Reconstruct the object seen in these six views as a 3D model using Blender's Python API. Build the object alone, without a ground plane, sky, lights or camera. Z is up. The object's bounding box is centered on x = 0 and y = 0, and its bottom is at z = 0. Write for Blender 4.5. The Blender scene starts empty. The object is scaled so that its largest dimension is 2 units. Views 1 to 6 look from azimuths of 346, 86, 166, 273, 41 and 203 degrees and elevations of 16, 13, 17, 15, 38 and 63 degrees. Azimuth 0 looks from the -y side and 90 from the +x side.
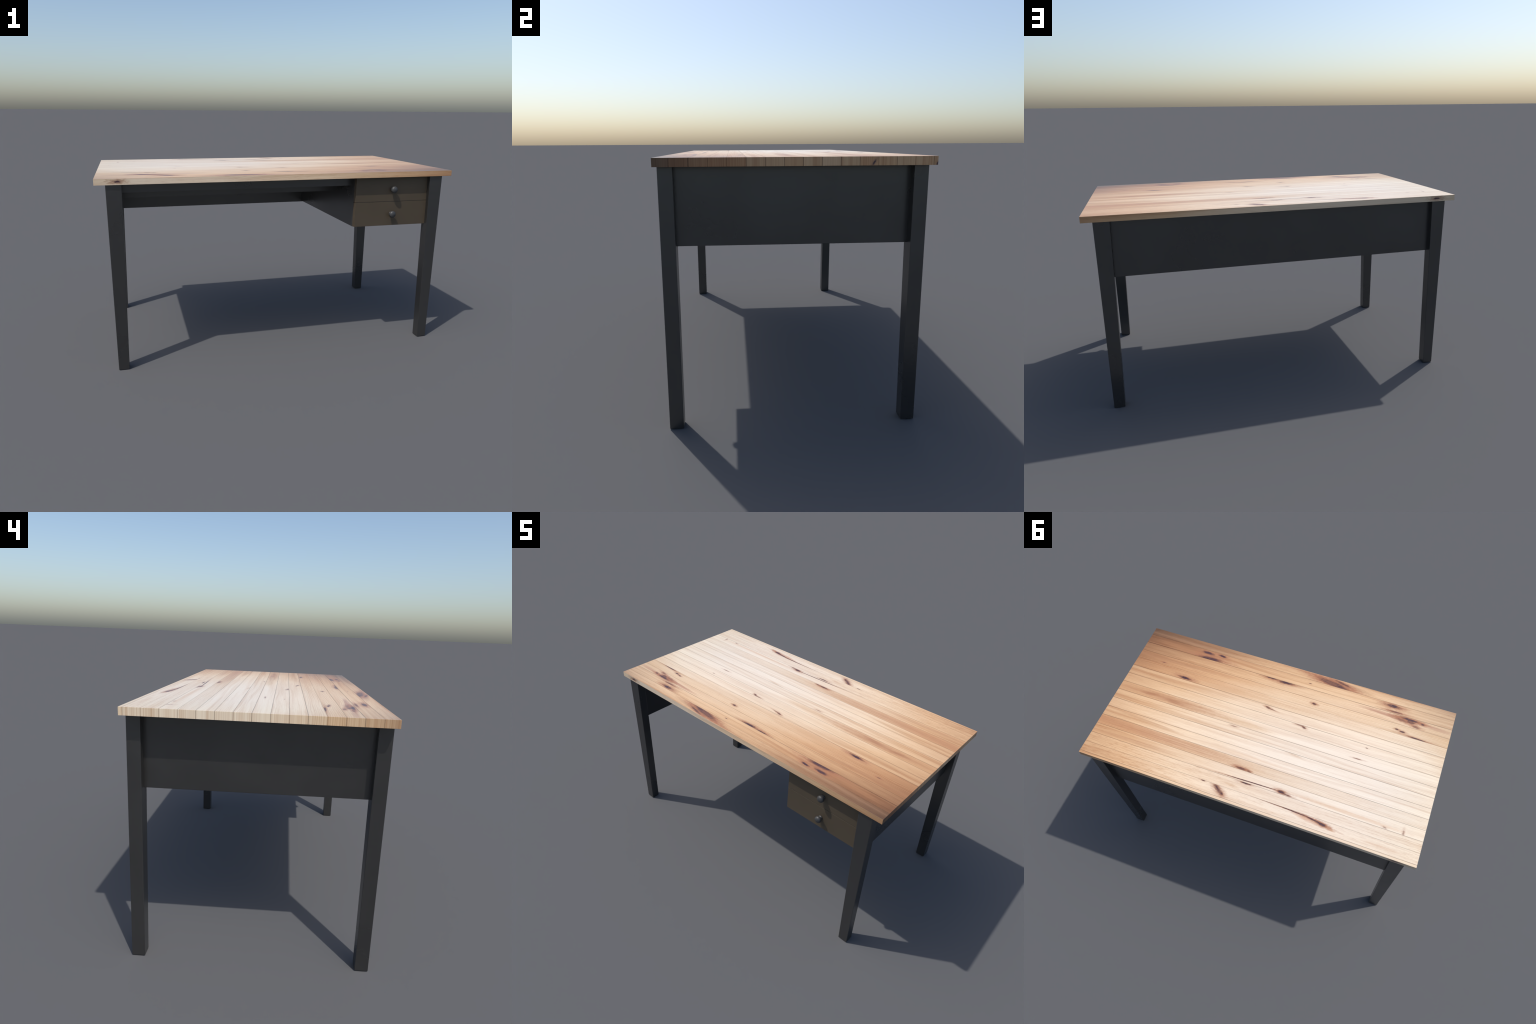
"""A writing desk: planked pine top on a dark painted frame with a two-drawer cabinet."""
import bpy, bmesh, math, random

random.seed(7)

# ------------------------------------------------------------------ sizes (m)
TOP_Z, TOP_T = 1.0500, 0.0313
UNDER = TOP_Z - TOP_T                       # underside of the table top
TOP_Y0, TOP_Y1 = -0.4977, 0.5003            # front / back edge of the top
PITCH, SEAM0 = 0.0661, -0.4405              # plank width, first seam
LEG_X, LEG_Y0, LEG_Y1 = 0.9465, -0.4885, 0.4907   # outer faces of the legs
LEG_D = 0.0545                              # leg depth (y)
LEG_W_TOP, LEG_W_BOT = 0.0795, 0.0565       # leg width (x): tapers inward
PANEL_Z = 0.7250                            # lower edge of the apron panels
SIDE_X, BACK_Y = 0.9075, 0.4635             # outer faces of the apron panels
BOARD = 0.014                               # panel thickness
CAB_X0, CAB_Z = 0.4175, 0.7305              # cabinet: left face, bottom
DRAWER_Y, DRAWER_T = -0.4645, 0.0262        # drawer front face, thickness


# ------------------------------------------------------------------ node helper
class Nodes:
    def __init__(self, name):
        self.mat = bpy.data.materials.new(name)
        self.mat.use_nodes = True
        self.t = self.mat.node_tree
        self.t.nodes.clear()
        self.out = self.t.nodes.new("ShaderNodeOutputMaterial")
        self.bsdf = self.t.nodes.new("ShaderNodeBsdfPrincipled")
        self.t.links.new(self.bsdf.outputs[0], self.out.inputs[0])

    def put(self, sock, val):
        if hasattr(val, "is_linked"):
            self.t.links.new(val, sock)
        else:
            sock.default_value = val

    def math(self, op, a, b=0.0, c=None, clamp=False):
        n = self.t.nodes.new("ShaderNodeMath")
        n.operation = op
        n.use_clamp = clamp
        self.put(n.inputs[0], a)
        self.put(n.inputs[1], b)
        if c is not None:
            self.put(n.inputs[2], c)
        return n.outputs[0]

    def add(self, a, b): return self.math("ADD", a, b)
    def sub(self, a, b): return self.math("SUBTRACT", a, b)
    def mul(self, a, b): return self.math("MULTIPLY", a, b)
    def mx(self, a, b): return self.math("MAXIMUM", a, b)

    def step(self, v, lo, hi, to0=0.0, to1=1.0):
        n = self.t.nodes.new("ShaderNodeMapRange")
        n.interpolation_type = "SMOOTHSTEP"
        self.put(n.inputs[0], v)
        n.inputs[1].default_value, n.inputs[2].default_value = lo, hi
        n.inputs[3].default_value, n.inputs[4].default_value = to0, to1
        return n.outputs[0]

    def vec(self, x, y, z):
        n = self.t.nodes.new("ShaderNodeCombineXYZ")
        for i, v in enumerate((x, y, z)):
            self.put(n.inputs[i], v)
        return n.outputs[0]

    def split(self, v):
        n = self.t.nodes.new("ShaderNodeSeparateXYZ")
        self.t.links.new(v, n.inputs[0])
        return n.outputs[0], n.outputs[1], n.outputs[2]

    def noise(self, v, scale=1.0, detail=2.0, rough=0.5, dist=0.0):
        n = self.t.nodes.new("ShaderNodeTexNoise")
        self.t.links.new(v, n.inputs["Vector"])
        n.inputs["Scale"].default_value = scale
        n.inputs["Detail"].default_value = detail
        n.inputs["Roughness"].default_value = rough
        n.inputs["Distortion"].default_value = dist
        return n.outputs[0]

    def ramp(self, fac, stops):
        n = self.t.nodes.new("ShaderNodeValToRGB")
        self.t.links.new(fac, n.inputs[0])
        e = n.color_ramp.elements
        e[0].position, e[1].position = stops[0][0], stops[-1][0]
        for p, _ in stops[1:-1]:
            e.new(p)
        for el, (p, c) in zip(sorted(e, key=lambda k: k.position), stops):
            el.color = (*c, 1.0)
        return n.outputs[0]

    def mix(self, fac, a, b, mode="MIX"):
        n = self.t.nodes.new("ShaderNodeMix")
        n.data_type = "RGBA"
        n.blend_type = mode
        self.put(n.inputs[0], fac)
        for s, v in ((n.inputs[6], a), (n.inputs[7], b)):
            self.put(s, (*v, 1.0) if isinstance(v, tuple) else v)
        return n.outputs[2]

    def coords(self):
        n = self.t.nodes.new("ShaderNodeTexCoord")
        return n.outputs["Object"], n.outputs["Normal"]

    def bump(self, h, strength, dist):
        n = self.t.nodes.new("ShaderNodeBump")
        n.inputs["Strength"].default_value = strength
        n.inputs["Distance"].default_value = dist
        self.t.links.new(h, n.inputs["Height"])
        self.t.links.new(n.outputs[0], self.bsdf.inputs["Normal"])


# ------------------------------------------------------------------ paints
def painted(name, col, rough, vary=0.12, spec=0.5):
    m = Nodes(name)
    obj, _ = m.coords()
    n = m.noise(obj, 3.0, 4.0, 0.6)
    k = m.step(n, 0.3, 0.7, 1.0 - vary, 1.0 + vary)
    c = m.mix(1.0, col, m.vec(k, k, k), "MULTIPLY")
    m.put(m.bsdf.inputs["Base Color"], c)
    m.put(m.bsdf.inputs["Specular IOR Level"], spec)
    g = m.noise(obj, 260.0, 2.0)
    m.put(m.bsdf.inputs["Roughness"], m.step(n, 0.3, 0.7, rough - 0.03, rough + 0.03))
    m.bump(g, 0.04, 0.0004)
    return m.mat


PAINT = painted("dark_paint", (0.0220, 0.0214, 0.0206), 0.30, 0.10, 1.05)
DRAWER_PAINT = painted("brown_black_paint", (0.082, 0.063, 0.042), 0.45, 0.06, 0.30)
KNOB_PAINT = painted("knob_paint", (0.040, 0.040, 0.040), 0.50, 0.05, 0.60)
SEAM = painted("seam_shadow", (0.10, 0.070, 0.055), 0.85)

# ------------------------------------------------------------------ pine
KNOT_CORE = (0.070, 0.032, 0.038)
KNOT_BARK = (0.250, 0.108, 0.057)
KNOT_HEART = (0.225, 0.100, 0.058)
KNOT_HALO = (0.37, 0.155, 0.078)


def pine(seed, seams, tones, stripe=0.5, fine=0.3, speck=0.25, knots=(), patches=()):
    """One plank's wood.
    seams   : (y, darkness) of the joints at its front and back side
    tones   : colour at the left end, the middle and the right end
    stripe  : strength of the broad growth bands; fine : of the narrow ring lines
    knots   : (x, y, half length, half width, angle deg, halo, darkness[, brown heart])
    patches : (x, y, half length, half width, angle deg, colour, strength)"""
    m = Nodes("pine")
    obj, nor = m.coords()
    x, y, z = m.split(obj)
    nx, ny, nz = m.split(nor)
    long_face = m.math("GREATER_THAN", m.math("ABSOLUTE", ny), 0.6)
    top_face = m.math("GREATER_THAN", nz, 0.5)
    # across-the-grain coordinate: y on the top and the ends, z on the long edges
    w = m.add(m.mul(y, m.sub(1.0, long_face)), m.mul(z, long_face))
    s = seed * 7.31
    warp = m.noise(m.vec(m.mul(x, 1.5), m.mul(w, 14.0), s), 1.0, 2.0)
    warp2 = m.noise(m.vec(m.mul(x, 9.0), m.mul(w, 34.0), s + 3.0), 1.0, 2.0)
    wob = m.add(m.mul(m.sub(warp, 0.5), 0.034), m.mul(m.sub(warp2, 0.5), 0.0060))
    v = m.add(w, wob)

    fleck = m.noise(m.vec(m.mul(x, 42.0), m.mul(y, 170.0), s), 1.0, 3.0, 0.6)
    inner = m.mix(m.step(fleck, 0.50, 0.66), KNOT_CORE, (0.19, 0.088, 0.055))
    masks = []
    edge = m.noise(m.vec(m.mul(x, 55.0), m.mul(y, 120.0), s), 1.0, 3.0, 0.6)
    for (kx, ky, a, b, ang, halo, dark, *heart) in knots:
        a, b = a * 1.14, b * 1.32
        c, sn = math.cos(math.radians(ang)), math.sin(math.radians(ang))
        dx, dy = m.sub(x, kx), m.sub(y, ky)
        lu = m.add(m.mul(dx, c / a), m.mul(dy, sn / a))
        lv = m.add(m.mul(dx, -sn / b), m.mul(dy, c / b))
        d0 = m.math("SQRT", m.add(m.mul(lu, lu), m.mul(lv, lv)))
        d = m.add(d0, m.mul(m.sub(edge, 0.5), 1.0))
        core = m.mul(m.step(d, 0.55, 0.98, 1.0, 0.0), dark)
        bark = m.mul(m.step(d, 0.85, 1.40, 1.0, 0.0), min(1.0, dark + 0.1))
        core_col = m.mix(m.mul(m.step(d, 0.80, 0.35), heart[0]), inner, KNOT_HEART) if heart else inner
        lh = m.math("SQRT", m.add(m.mul(m.mul(lu, lu), 0.12), m.mul(m.mul(lv, lv), 0.13)))
        hl = m.mul(m.step(m.add(lh, m.mul(m.sub(edge, 0.5), 0.7)), 0.15, 1.1, 1.0, 0.0), halo)
        masks.append([core, bark, hl, core_col])
        # rings bend round the knot
        push = m.math("EXPONENT", m.mul(m.add(m.mul(lu, lu), m.mul(lv, lv)), -0.22))
        v = m.sub(v, m.mul(m.mul(dy, push), 0.55))

    broad = m.noise(m.vec(m.mul(x, 0.80), m.mul(v, 44.0), s), 1.0, 5.0, 0.58)
    lines = m.noise(m.vec(m.mul(x, 2.6), m.mul(v, 210.0), s + 9.0), 1.0, 4.0, 0.72)
    ring = m.math("SINE", m.add(m.mul(v, 2 * math.pi / 0.0076), m.mul(broad, 9.0)))
    fibre = m.noise(m.vec(m.mul(x, 22.0), m.mul(w, 250.0), s + 5.0), 1.0, 3.0, 0.75)
    cloud = m.noise(m.vec(m.mul(x, 2.4), m.mul(w, 22.0), s + 1.0), 1.0, 3.0, 0.6)

    # baked lighting in base colour: bright pool middle left, falling dark to front right
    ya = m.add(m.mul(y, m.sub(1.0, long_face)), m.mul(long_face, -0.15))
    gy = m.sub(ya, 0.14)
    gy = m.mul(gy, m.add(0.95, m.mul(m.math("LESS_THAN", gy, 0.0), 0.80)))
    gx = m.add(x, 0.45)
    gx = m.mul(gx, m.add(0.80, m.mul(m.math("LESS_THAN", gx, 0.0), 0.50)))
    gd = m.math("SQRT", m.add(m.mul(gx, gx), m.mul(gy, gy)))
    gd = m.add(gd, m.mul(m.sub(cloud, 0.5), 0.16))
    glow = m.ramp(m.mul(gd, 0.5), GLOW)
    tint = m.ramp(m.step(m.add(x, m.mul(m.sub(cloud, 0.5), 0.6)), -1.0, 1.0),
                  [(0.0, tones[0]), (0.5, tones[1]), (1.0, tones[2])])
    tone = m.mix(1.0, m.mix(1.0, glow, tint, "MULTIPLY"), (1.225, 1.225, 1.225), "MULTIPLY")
    # less red, slightly cooler tint toward the left end
    tone = m.mix(m.step(x, -0.45, -1.0), tone, m.mix(1.0, tone, (0.91, 0.985, 1.06), "MULTIPLY"))
    # dark grain: growth bands + ring lines + fine streaks + fibre flecks
    streak = m.step(lines, 0.44, 0.70)
    dark = m.mul(m.step(broad, 0.42, 0.72), stripe * 0.95)
    dark = m.add(dark, m.mul(m.mul(m.step(ring, -0.1, 1.0), m.step(cloud, 0.25, 0.55, 0.35, 1.0)), fine * 0.75))
    dark = m.add(dark, m.mul(streak, 0.26))
    dark = m.add(dark, m.mul(m.step(fibre, 0.48, 0.70), speck * 0.85))
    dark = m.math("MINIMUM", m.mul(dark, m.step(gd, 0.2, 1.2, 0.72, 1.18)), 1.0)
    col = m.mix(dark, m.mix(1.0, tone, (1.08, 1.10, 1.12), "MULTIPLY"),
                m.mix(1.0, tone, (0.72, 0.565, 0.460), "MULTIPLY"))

    for (kx, ky, a, b, ang, pc, st) in patches:
        c, sn = math.cos(math.radians(ang)), math.sin(math.radians(ang))
        dx, dy = m.sub(x, kx), m.sub(y, ky)
        lu = m.add(m.mul(dx, c / a), m.mul(dy, sn / a))
        lv = m.add(m.mul(dx, -sn / b), m.mul(dy, c / b))
        d = m.math("SQRT", m.add(m.mul(lu, lu), m.mul(lv, lv)))
        d = m.add(d, m.mul(m.sub(m.add(m.mul(edge, 0.3), m.mul(broad, 0.7)), 0.5), 2.0))
        f = m.mul(m.mul(m.step(d, 0.25, 1.25, 1.0, 0.0), m.step(lines, 0.30, 0.62, 0.45, 1.0)), st)
        f = m.mul(f, top_face)
        col = m.mix(f, col, pc)

    for core, bark, hl, core_col in masks:
        hl = m.math("MULTIPLY", hl, m.step(lines, 0.30, 0.58, 0.75, 1.5), clamp=True)
        col = m.mix(m.mul(hl, top_face), col, KNOT_HALO)
    for core, bark, hl, core_col in masks:
        col = m.mix(m.mul(m.mul(bark, 0.85), top_face), col, KNOT_BARK)
    for core, bark, hl, core_col in masks:
        col = m.mix(m.mul(core, top_face), col, core_col)

    # joints between the planks
    for sy, sd in seams:
        near = m.mul(m.step(warp2, 0.30, 0.60, 0.55, 1.0), m.step(m.math("ABSOLUTE", m.sub(y, sy)), 0.0006, 0.0024, sd, 0.0))
        col = m.mix(m.mul(near, m.sub(1.0, long_face)), col, m.mix(1.0, col, (0.42, 0.395, 0.395), "MULTIPLY"))

    # the knot on the long front and back edges
    ku = m.mul(m.add(x, 0.888), 1 / 0.021)
    kv = m.mul(m.add(z, -(UNDER + 0.0165)), 1 / 0.0052)
    wig = m.noise(m.vec(m.mul(x, 60.0), m.mul(z, 160.0), s), 1.0, 2.0)
    kd = m.math("SQRT", m.add(m.mul(ku, ku), m.mul(kv, kv)))
    kd = m.add(kd, m.mul(m.sub(wig, 0.5), 1.4))
    kh = m.math("SQRT", m.add(m.mul(m.mul(ku, ku), 0.10), m.mul(m.mul(kv, kv), 0.09)))
    kh = m.add(kh, m.mul(m.sub(wig, 0.5), 1.3))
    col = m.mix(m.mul(m.step(kh, 0.3, 1.1, 0.75, 0.0), long_face), col, (0.34, 0.175, 0.10))
    col = m.mix(m.mul(m.step(kd, 0.5, 1.2, 1.0, 0.0), long_face), col, KNOT_CORE)

    # small knots cut open on the right hand end
    right_end = m.math("GREATER_THAN", nx, 0.6)
    for ey, ez, ra, rb, ang in ((0.2715, UNDER + 0.0110, 0.0120, 0.0036, 58), (0.4975, UNDER + 0.005, 0.0080, 0.0032, 70)):
        c, sn = math.cos(math.radians(ang)), math.sin(math.radians(ang))
        dy, dz = m.sub(y, ey), m.sub(z, ez)
        eu = m.add(m.mul(dy, c / ra), m.mul(dz, sn / ra))
        ev = m.add(m.mul(dy, -sn / rb), m.mul(dz, c / rb))
        ed = m.math("SQRT", m.add(m.mul(eu, eu), m.mul(ev, ev)))
        ed = m.add(ed, m.mul(m.sub(m.noise(obj, 240.0, 2.0), 0.5), 0.8))
        col = m.mix(m.mul(m.step(ed, 0.8, 2.6, 0.6, 0.0), right_end), col, (0.30, 0.145, 0.085))
        col = m.mix(m.mul(m.step(ed, 0.5, 1.1, 1.0, 0.0), right_end), col, KNOT_CORE)

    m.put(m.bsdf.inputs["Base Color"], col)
    m.put(m.bsdf.inputs["Roughness"], m.step(broad, 0.3, 0.7, 0.31, 0.36))
    m.put(m.bsdf.inputs["Specular IOR Level"], 0.5)
    m.bump(m.add(m.mul(fibre, 0.6), m.mul(lines, 0.4)), 0.06, 0.0005)
    return m.mat


# wood tones: base colour by distance from the painted-in light pool, and board tints
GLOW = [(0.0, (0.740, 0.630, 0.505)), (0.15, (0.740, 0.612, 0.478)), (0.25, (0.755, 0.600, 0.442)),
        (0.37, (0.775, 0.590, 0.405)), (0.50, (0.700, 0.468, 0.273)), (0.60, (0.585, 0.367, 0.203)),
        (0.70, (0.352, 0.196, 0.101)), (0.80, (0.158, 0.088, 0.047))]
PALE = (0.845, 0.860, 0.875)
CREAM = (0.805, 0.805, 0.805)
HONEY = (0.775, 0.745, 0.705)
TAN = (0.735, 0.670, 0.600)
ROSE = (0.745, 0.650, 0.590)
BROWN = (0.700, 0.600, 0.515)
DUSK = (0.665, 0.630, 0.600)

# from the front edge to the back edge
PLANKS = [
    dict(tones=(CREAM, HONEY, DUSK), stripe=0.55, fine=0.15, speck=0.35,
         knots=[(-0.245, -0.4580, 0.082, 0.0125, -8, 0.9, 0.95, 0.75),
                (-0.300, -0.4490, 0.030, 0.0038, -8, 0.5, 0.95),
                (-0.303, -0.4780, 0.050, 0.0050, -12, 0.6, 0.70)],
         patches=[(-0.02, -0.490, 0.20, 0.006, -1, (0.40, 0.200, 0.10), 0.7),
                  (-0.38, -0.473, 0.12, 0.012, -8, (0.42, 0.24, 0.13), 0.6),
                  (0.72, -0.462, 0.30, 0.008, 0, (0.33, 0.185, 0.105), 0.5)]),
    dict(tones=(CREAM, HONEY, BROWN), stripe=0.55, fine=0.12, speck=0.2,
         knots=[(0.585, -0.4205, 0.036, 0.0078, -2, 0.55, 0.9),
                (0.488, -0.4270, 0.023, 0.0062, -6, 0.6, 1.0),
                (0.555, -0.3815, 0.066, 0.0105, 2, 0.7, 0.92),
                (-0.635, -0.4220, 0.040, 0.0080, -2, 0.65, 1.0),
                (-0.660, -0.3850, 0.042, 0.0042, 0, 0.6, 0.55),
                (-0.112, -0.4130, 0.008, 0.0022, 0, 0.2, 0.7)],
         patches=[(0.76, -0.405, 0.20, 0.022, -3, (0.40, 0.195, 0.090), 0.75),
                  (0.60, -0.400, 0.10, 0.010, -4, (0.42, 0.190, 0.075), 0.7)]),
    dict(tones=(CREAM, HONEY, TAN), stripe=0.45, fine=0.40, speck=0.2,
         knots=[(0.131, -0.3715, 0.034, 0.0038, 0, 0.6, 1.0),
                (0.031, -0.3675, 0.042, 0.0072, 2, 0.55, 1.0),
                (-0.752, -0.3605, 0.046, 0.0062, -2, 0.9, 1.0),
                (-0.760, -0.3480, 0.022, 0.0090, -8, 0.6, 0.85, 0.7),
                (-0.705, -0.3430, 0.030, 0.0060, -6, 0.6, 0.30),
                (-0.831, -0.3530, 0.011, 0.0050, -8, 0.5, 0.9),
                (-0.799, -0.3220, 0.020, 0.0050, -6, 0.4, 0.45)],
         patches=[(-0.62, -0.353, 0.16, 0.013, -2, (0.42, 0.205, 0.125), 0.85),
                  (-0.90, -0.350, 0.13, 0.013, -2, (0.40, 0.210, 0.130), 0.8),
                  (0.155, -0.361, 0.07, 0.008, -3, (0.42, 0.190, 0.090), 0.6),
                  (-0.03, -0.361, 0.10, 0.010, 0, (0.46, 0.270, 0.150), 0.5)]),
    dict(tones=(HONEY, HONEY, BROWN), stripe=0.45, fine=0.55, speck=0.2,
         knots=[(-0.182, -0.2780, 0.012, 0.0042, -4, 0.7, 1.0),
                (-0.695, -0.2720, 0.010, 0.0036, -2, 0.4, 0.85),
                (-0.731, -0.2650, 0.014, 0.0040, -2, 0.5, 0.95),
                (-0.821, -0.2460, 0.050, 0.0036, -2, 0.45, 0.95),
                (0.823, -0.2560, 0.010, 0.0030, 0, 0.4, 0.45)],
         patches=[(0.80, -0.285, 0.30, 0.012, 0, (0.36, 0.170, 0.080), 0.6)]),
    dict(tones=(CREAM, HONEY, BROWN), stripe=0.40, fine=0.55, speck=0.2,
         knots=[(0.644, -0.1905, 0.036, 0.0068, -2, 0.6, 1.0)],
         patches=[(0.40, -0.196, 0.16, 0.016, 0, (0.60, 0.370, 0.205), 0.75),
                  (0.585, -0.183, 0.035, 0.006, 0, (0.40, 0.220, 0.130), 0.6)]),
    dict(tones=(PALE, CREAM, HONEY), stripe=0.60, fine=0.12, speck=0.2,
         knots=[(0.070, -0.1580, 0.014, 0.0042, -12, 0.5, 0.6),
                (0.040, -0.1530, 0.018, 0.0022, -8, 0.4, 0.4)]),
    dict(tones=(PALE, CREAM, HONEY), stripe=0.60, fine=0.20, speck=0.2,
         knots=[(-0.180, -0.0980, 0.011, 0.0042, -22, 0.4, 0.65),
                (-0.150, -0.1050, 0.020, 0.0030, 0, 0.5, 0.35),
                (-0.567, -0.0900, 0.007, 0.0018, 0, 0.1, 0.7)]),
    dict(tones=(PALE, PALE, TAN), stripe=0.45, fine=0.05, speck=0.15,
         knots=[(-0.536, -0.0040, 0.022, 0.0022, 1, 0.3, 0.5)],
         patches=[(0.62, -0.008, 0.40, 0.036, 0, (0.44, 0.215, 0.105), 0.85),
                  (0.79, -0.010, 0.085, 0.016, 4, (0.37, 0.165, 0.078), 0.75),
                  (0.63, -0.004, 0.075, 0.014, -3, (0.36, 0.155, 0.075), 0.7),
                  (0.16, -0.004, 0.18, 0.020, 0, (0.55, 0.335, 0.170), 0.6)]),
    dict(tones=(PALE, CREAM, HONEY), stripe=0.70, fine=0.15, speck=0.15,
         knots=[(0.215, 0.0330, 0.016, 0.0022, 0, 0.4, 0.3)]),
    dict(tones=(PALE, PALE, CREAM), stripe=0.35, fine=0.20, speck=0.25,
         patches=[(-0.19, 0.097, 0.07, 0.008, -4, (0.50, 0.300, 0.165), 0.6)]),
    dict(tones=(PALE, PALE, HONEY), stripe=0.60, fine=0.08, speck=0.2,
         patches=[(0.70, 0.180, 0.26, 0.011, -3, (0.47, 0.250, 0.125), 0.6),
                  (0.10, 0.196, 0.35, 0.014, 0, (0.68, 0.470, 0.300), 0.5)]),
    dict(tones=(CREAM, TAN, BROWN), stripe=0.45, fine=0.40, speck=0.35,
         knots=[(0.068, 0.2780, 0.026, 0.0046, -2, 0.75, 0.7),
                (0.018, 0.2810, 0.013, 0.0040, -16, 0.5, 0.45)],
         patches=[(0.62, 0.252, 0.62, 0.040, 0, (0.43, 0.200, 0.100), 0.62)]),
    dict(tones=(PALE, CREAM, TAN), stripe=0.55, fine=0.15, speck=0.25,
         knots=[(-0.030, 0.3405, 0.160, 0.0021, 1.5, 0.15, 0.95),
                (-0.199, 0.3385, 0.020, 0.0062, -4, 0.6, 1.0),
                (-0.230, 0.3450, 0.030, 0.0026, -3, 0.3, 0.7),
                (-0.891, 0.3410, 0.004, 0.0120, 4, 0.3, 0.30),
                (-0.790, 0.3440, 0.009, 0.0030, -10, 0.2, 0.35)],
         patches=[(0.75, 0.330, 0.35, 0.018, 0, (0.44, 0.220, 0.110), 0.5),
                  (-0.58, 0.331, 0.36, 0.012, -1, (0.56, 0.320, 0.160), 0.6)]),
    dict(tones=(CREAM, CREAM, HONEY), stripe=0.40, fine=0.15, speck=0.55,
         knots=[(0.004, 0.3560, 0.028, 0.0040, 2, 0.4, 0.95)],
         patches=[(0.09, 0.393, 0.06, 0.010, -4, (0.50, 0.280, 0.140), 0.6)]),
    dict(tones=(CREAM, CREAM, HONEY), stripe=0.40, fine=0.15, speck=0.60,
         knots=[(0.137, 0.4430, 0.036, 0.0095, -36, 0.5, 0.55),
                (0.143, 0.4380, 0.017, 0.0030, -42, 0.3, 0.9),
                (0.108, 0.4590, 0.010, 0.0045, -40, 0.4, 0.85),
                (0.237, 0.4215, 0.010, 0.0022, -2, 0.3, 0.8),
                (-0.190, 0.4200, 0.100, 0.0017, -1, 0.3, 0.55),
                (-0.310, 0.4240, 0.080, 0.0023, -2.5, 0.5, 0.95),
                (-0.425, 0.4340, 0.060, 0.0032, -8, 0.6, 1.0),
                (-0.470, 0.4420, 0.024, 0.0058, -8, 0.7, 1.0)],
         patches=[(-0.385, 0.440, 0.090, 0.012, -6, (0.50, 0.235, 0.115), 0.75),
                  (-0.515, 0.452, 0.034, 0.008, -12, (0.47, 0.230, 0.100), 0.7),
                  (-0.82, 0.455, 0.12, 0.010, -2, (0.52, 0.310, 0.180), 0.5)]),
    dict(tones=(HONEY, HONEY, TAN), stripe=0.50, fine=0.20, speck=0.2),
]
# how dark the joint behind each plank reads: some are tight, some open
JOINTS = [0.55, 1.0, 0.55, 0.25, 0.9, 0.85, 0.75, 0.85, 0.9, 0.85, 0.85, 0.55, 0.7, 0.35, 0.7]
GAP = 0.0003


# ------------------------------------------------------------------ mesh helpers
def new_object(name, bm, mat, parent, bevel=0.0, segs=2, smooth=False):
    if bevel > 0:
        bmesh.ops.bevel(bm, geom=list(bm.edges), offset=bevel, segments=segs,
                        profile=0.5, affect="EDGES", clamp_overlap=True)
    bmesh.ops.recalc_face_normals(bm, faces=bm.faces)
    me = bpy.data.meshes.new(name)
    bm.to_mesh(me)
    bm.free()
    me.materials.append(mat)
    if smooth:
        for p in me.polygons:
            p.use_smooth = True
    ob = bpy.data.objects.new(name, me)
    bpy.context.scene.collection.objects.link(ob)
    ob.parent = parent
    return ob


def box(bm, x0, x1, y0, y1, z0, z1):
    vs = [bm.verts.new((x, y, z)) for z in (z0, z1)
          for (x, y) in ((x0, y0), (x1, y0), (x1, y1), (x0, y1))]
    for f in ((3, 2, 1, 0), (4, 5, 6, 7), (0, 1, 5, 4), (1, 2, 6, 5), (2, 3, 7, 6), (3, 0, 4, 7)):
        bm.faces.new([vs[i] for i in f])
    return vs


def board(name, ext, mat, parent, bevel=0.0015):
    bm = bmesh.new()
    box(bm, *ext)
    return new_object(name, bm, mat, parent, bevel)


# ------------------------------------------------------------------ build
desk = bpy.data.objects.new("writing_desk", None)
bpy.context.scene.collection.objects.link(desk)
desk["label"] = "pine plank desk on dark frame with two drawers"
desk["category"] = "desk"

# table top: a core that shows only in the joints, and sixteen planks on it
top = board("tabletop", (-0.9985, 0.9985, TOP_Y0 + 0.0015, TOP_Y1 - 0.0015,
                         UNDER + 0.001, TOP_Z - 0.0008), SEAM, desk, 0.0)
bounds = [TOP_Y0] + [SEAM0 + PITCH * i for i in range(15)] + [TOP_Y1]
for j, spec in enumerate(PLANKS):
    y0 = bounds[j] + (GAP / 2 if j else 0.0)
    y1 = bounds[j + 1] - (GAP / 2 if j < len(PLANKS) - 1 else 0.0)
    seams = []
    if j:
        seams.append((bounds[j], JOINTS[j - 1]))
    if j < len(PLANKS) - 1:
        seams.append((bounds[j + 1], JOINTS[j]))
    board("plank", (-1.0, 1.0, y0, y1, UNDER, TOP_Z), pine(j + 1, seams, **spec), top, 0.0004)

# legs: straight outside, tapering on the inside only
for sx in (-1, 1):
    for y0 in (LEG_Y0, LEG_Y1 - LEG_D):
        bm = bmesh.new()
        vs = box(bm, 0, 1, y0, y0 + LEG_D, 0.0, UNDER + 0.0006)
        for v in vs:
            w = LEG_W_BOT if v.co.z < 0.5 else LEG_W_TOP
            v.co.x = sx * (LEG_X if v.co.x > 0.5 else LEG_X - w)
        new_object("leg", bm, PAINT, desk, 0.0022, 2)

zt = UNDER + 0.0004
for sx in (-1, 1):
    a, b = sorted((sx * SIDE_X, sx * (SIDE_X - BOARD)))
    board("side_panel", (a, b, LEG_Y0 + 0.02, LEG_Y1 - 0.02, PANEL_Z, zt), PAINT, desk)
board("back_panel", (-0.905, 0.905, BACK_Y - 0.0105, BACK_Y, PANEL_Z + 0.0004, zt - 0.0002), PAINT, desk)
board("front_rail", (-0.900, CAB_X0 + 0.006, -0.408, -0.390, 0.9655, zt - 0.0004), PAINT, desk)
board("cross_rail", (-0.900, CAB_X0 + 0.006, -0.200, -0.182, 0.9055, zt - 0.0004), PAINT, desk)

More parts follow.
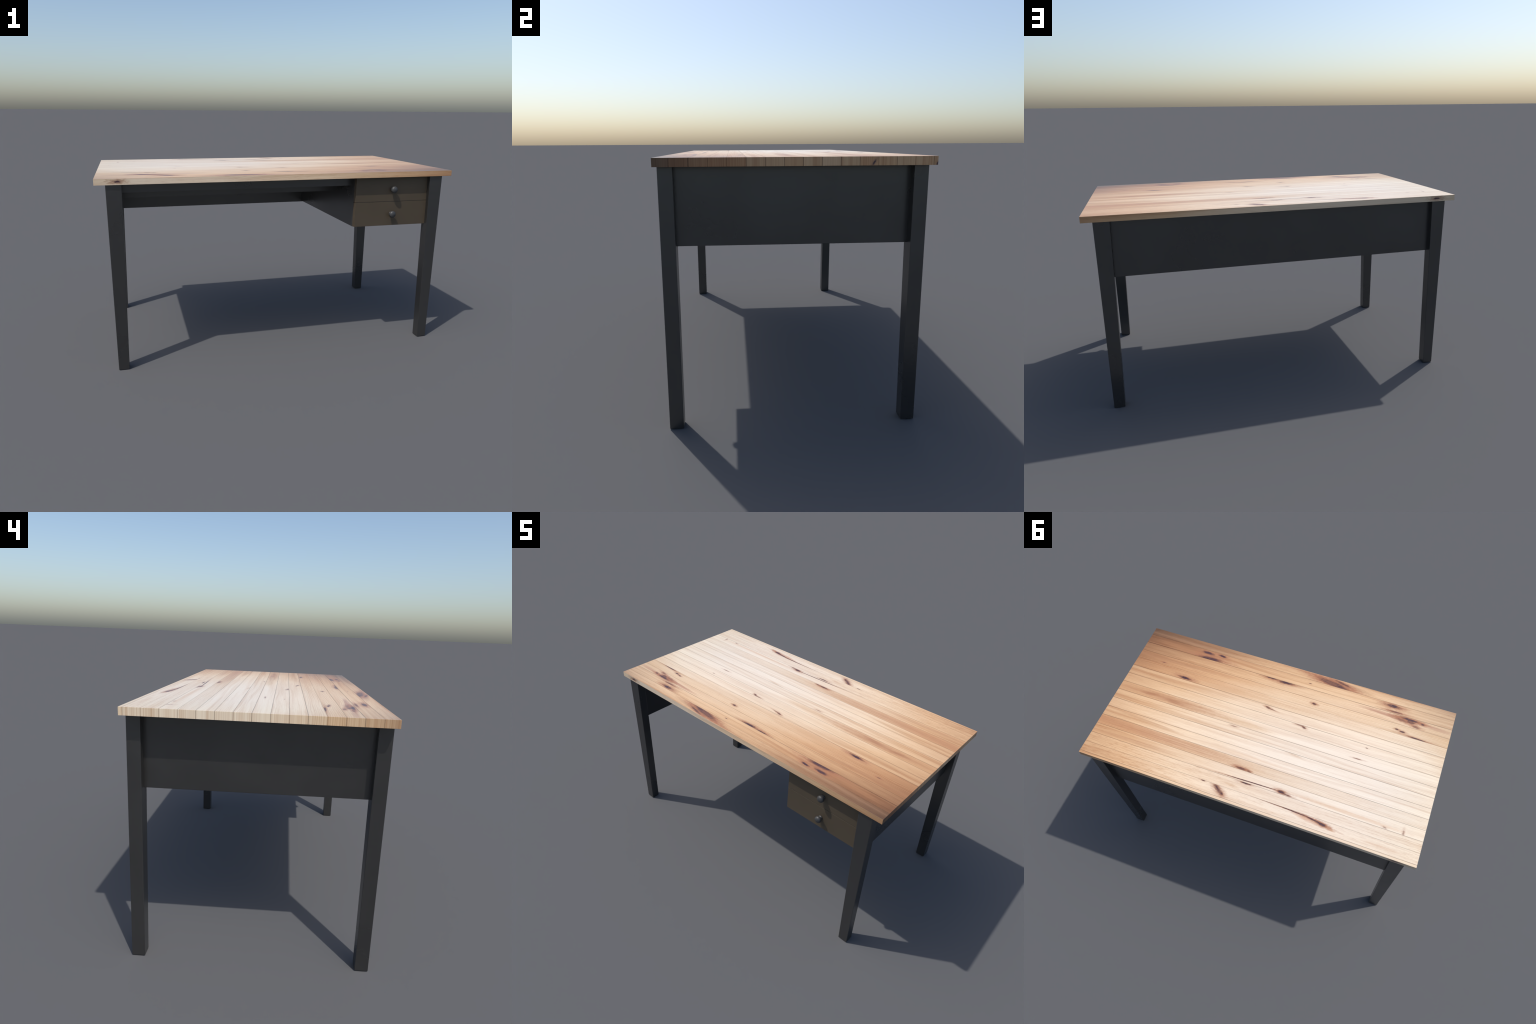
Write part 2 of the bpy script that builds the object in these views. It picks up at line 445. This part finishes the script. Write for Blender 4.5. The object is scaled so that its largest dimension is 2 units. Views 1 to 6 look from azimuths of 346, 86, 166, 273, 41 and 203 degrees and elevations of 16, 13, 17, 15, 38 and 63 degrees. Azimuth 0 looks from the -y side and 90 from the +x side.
# drawer cabinet: side wall, floor, divider
cab = board("cabinet", (CAB_X0, CAB_X0 + 0.016, DRAWER_Y + DRAWER_T + 0.0004, BACK_Y - BOARD + 0.002,
                        CAB_Z, zt - 0.0006), PAINT, desk, 0.0012)
board("cabinet_floor", (CAB_X0 + 0.014, SIDE_X - 0.010, DRAWER_Y + DRAWER_T + 0.001, BACK_Y - 0.010,
                        CAB_Z + 0.0005, CAB_Z + 0.014), PAINT, cab, 0.001)
board("cabinet_divider", (CAB_X0 + 0.010, 0.870, DRAWER_Y + 0.0040, -0.30,
                          0.868, 0.881), PAINT, cab, 0.001)


def knob(parent, x, z):
    """turned wooden knob: flared foot, short neck, round head"""
    prof = [(0.0, 0.0115), (0.0015, 0.0132), (0.0040, 0.0130), (0.0060, 0.0108), (0.0080, 0.0096),
            (0.0100, 0.0106), (0.0122, 0.0145), (0.0150, 0.0175), (0.0185, 0.0192), (0.0225, 0.0197),
            (0.0265, 0.0191), (0.0300, 0.0172), (0.0330, 0.0136), (0.0350, 0.0085), (0.0359, 0.0040), (0.0361, 0.0)]
    bm = bmesh.new()
    n = 48
    rings = []
    for t, r in prof:
        if r == 0.0:
            rings.append([bm.verts.new((x, DRAWER_Y - t, z))])
        else:
            rings.append([bm.verts.new((x + r * math.cos(2 * math.pi * i / n), DRAWER_Y + 0.0004 - t,
                                        z + r * math.sin(2 * math.pi * i / n))) for i in range(n)])
    for a, b in zip(rings, rings[1:]):
        for i in range(n):
            k = (i + 1) % n
            if len(b) == 1:
                bm.faces.new((a[i], a[k], b[0]))
            else:
                bm.faces.new((a[i], a[k], b[k], b[i]))
    bm.faces.new(rings[0])
    new_object("knob", bm, KNOB_PAINT, parent, smooth=True)


for z0, z1, kz in ((0.8757, UNDER - 0.0010, 0.9458), (0.7335, 0.8733, 0.8027)):
    front = board("drawer", (CAB_X0 - 0.0002, 0.8745, DRAWER_Y, DRAWER_Y + DRAWER_T, z0, z1),
                  DRAWER_PAINT, desk, 0.0005)
    knob(front, 0.6450, kz)
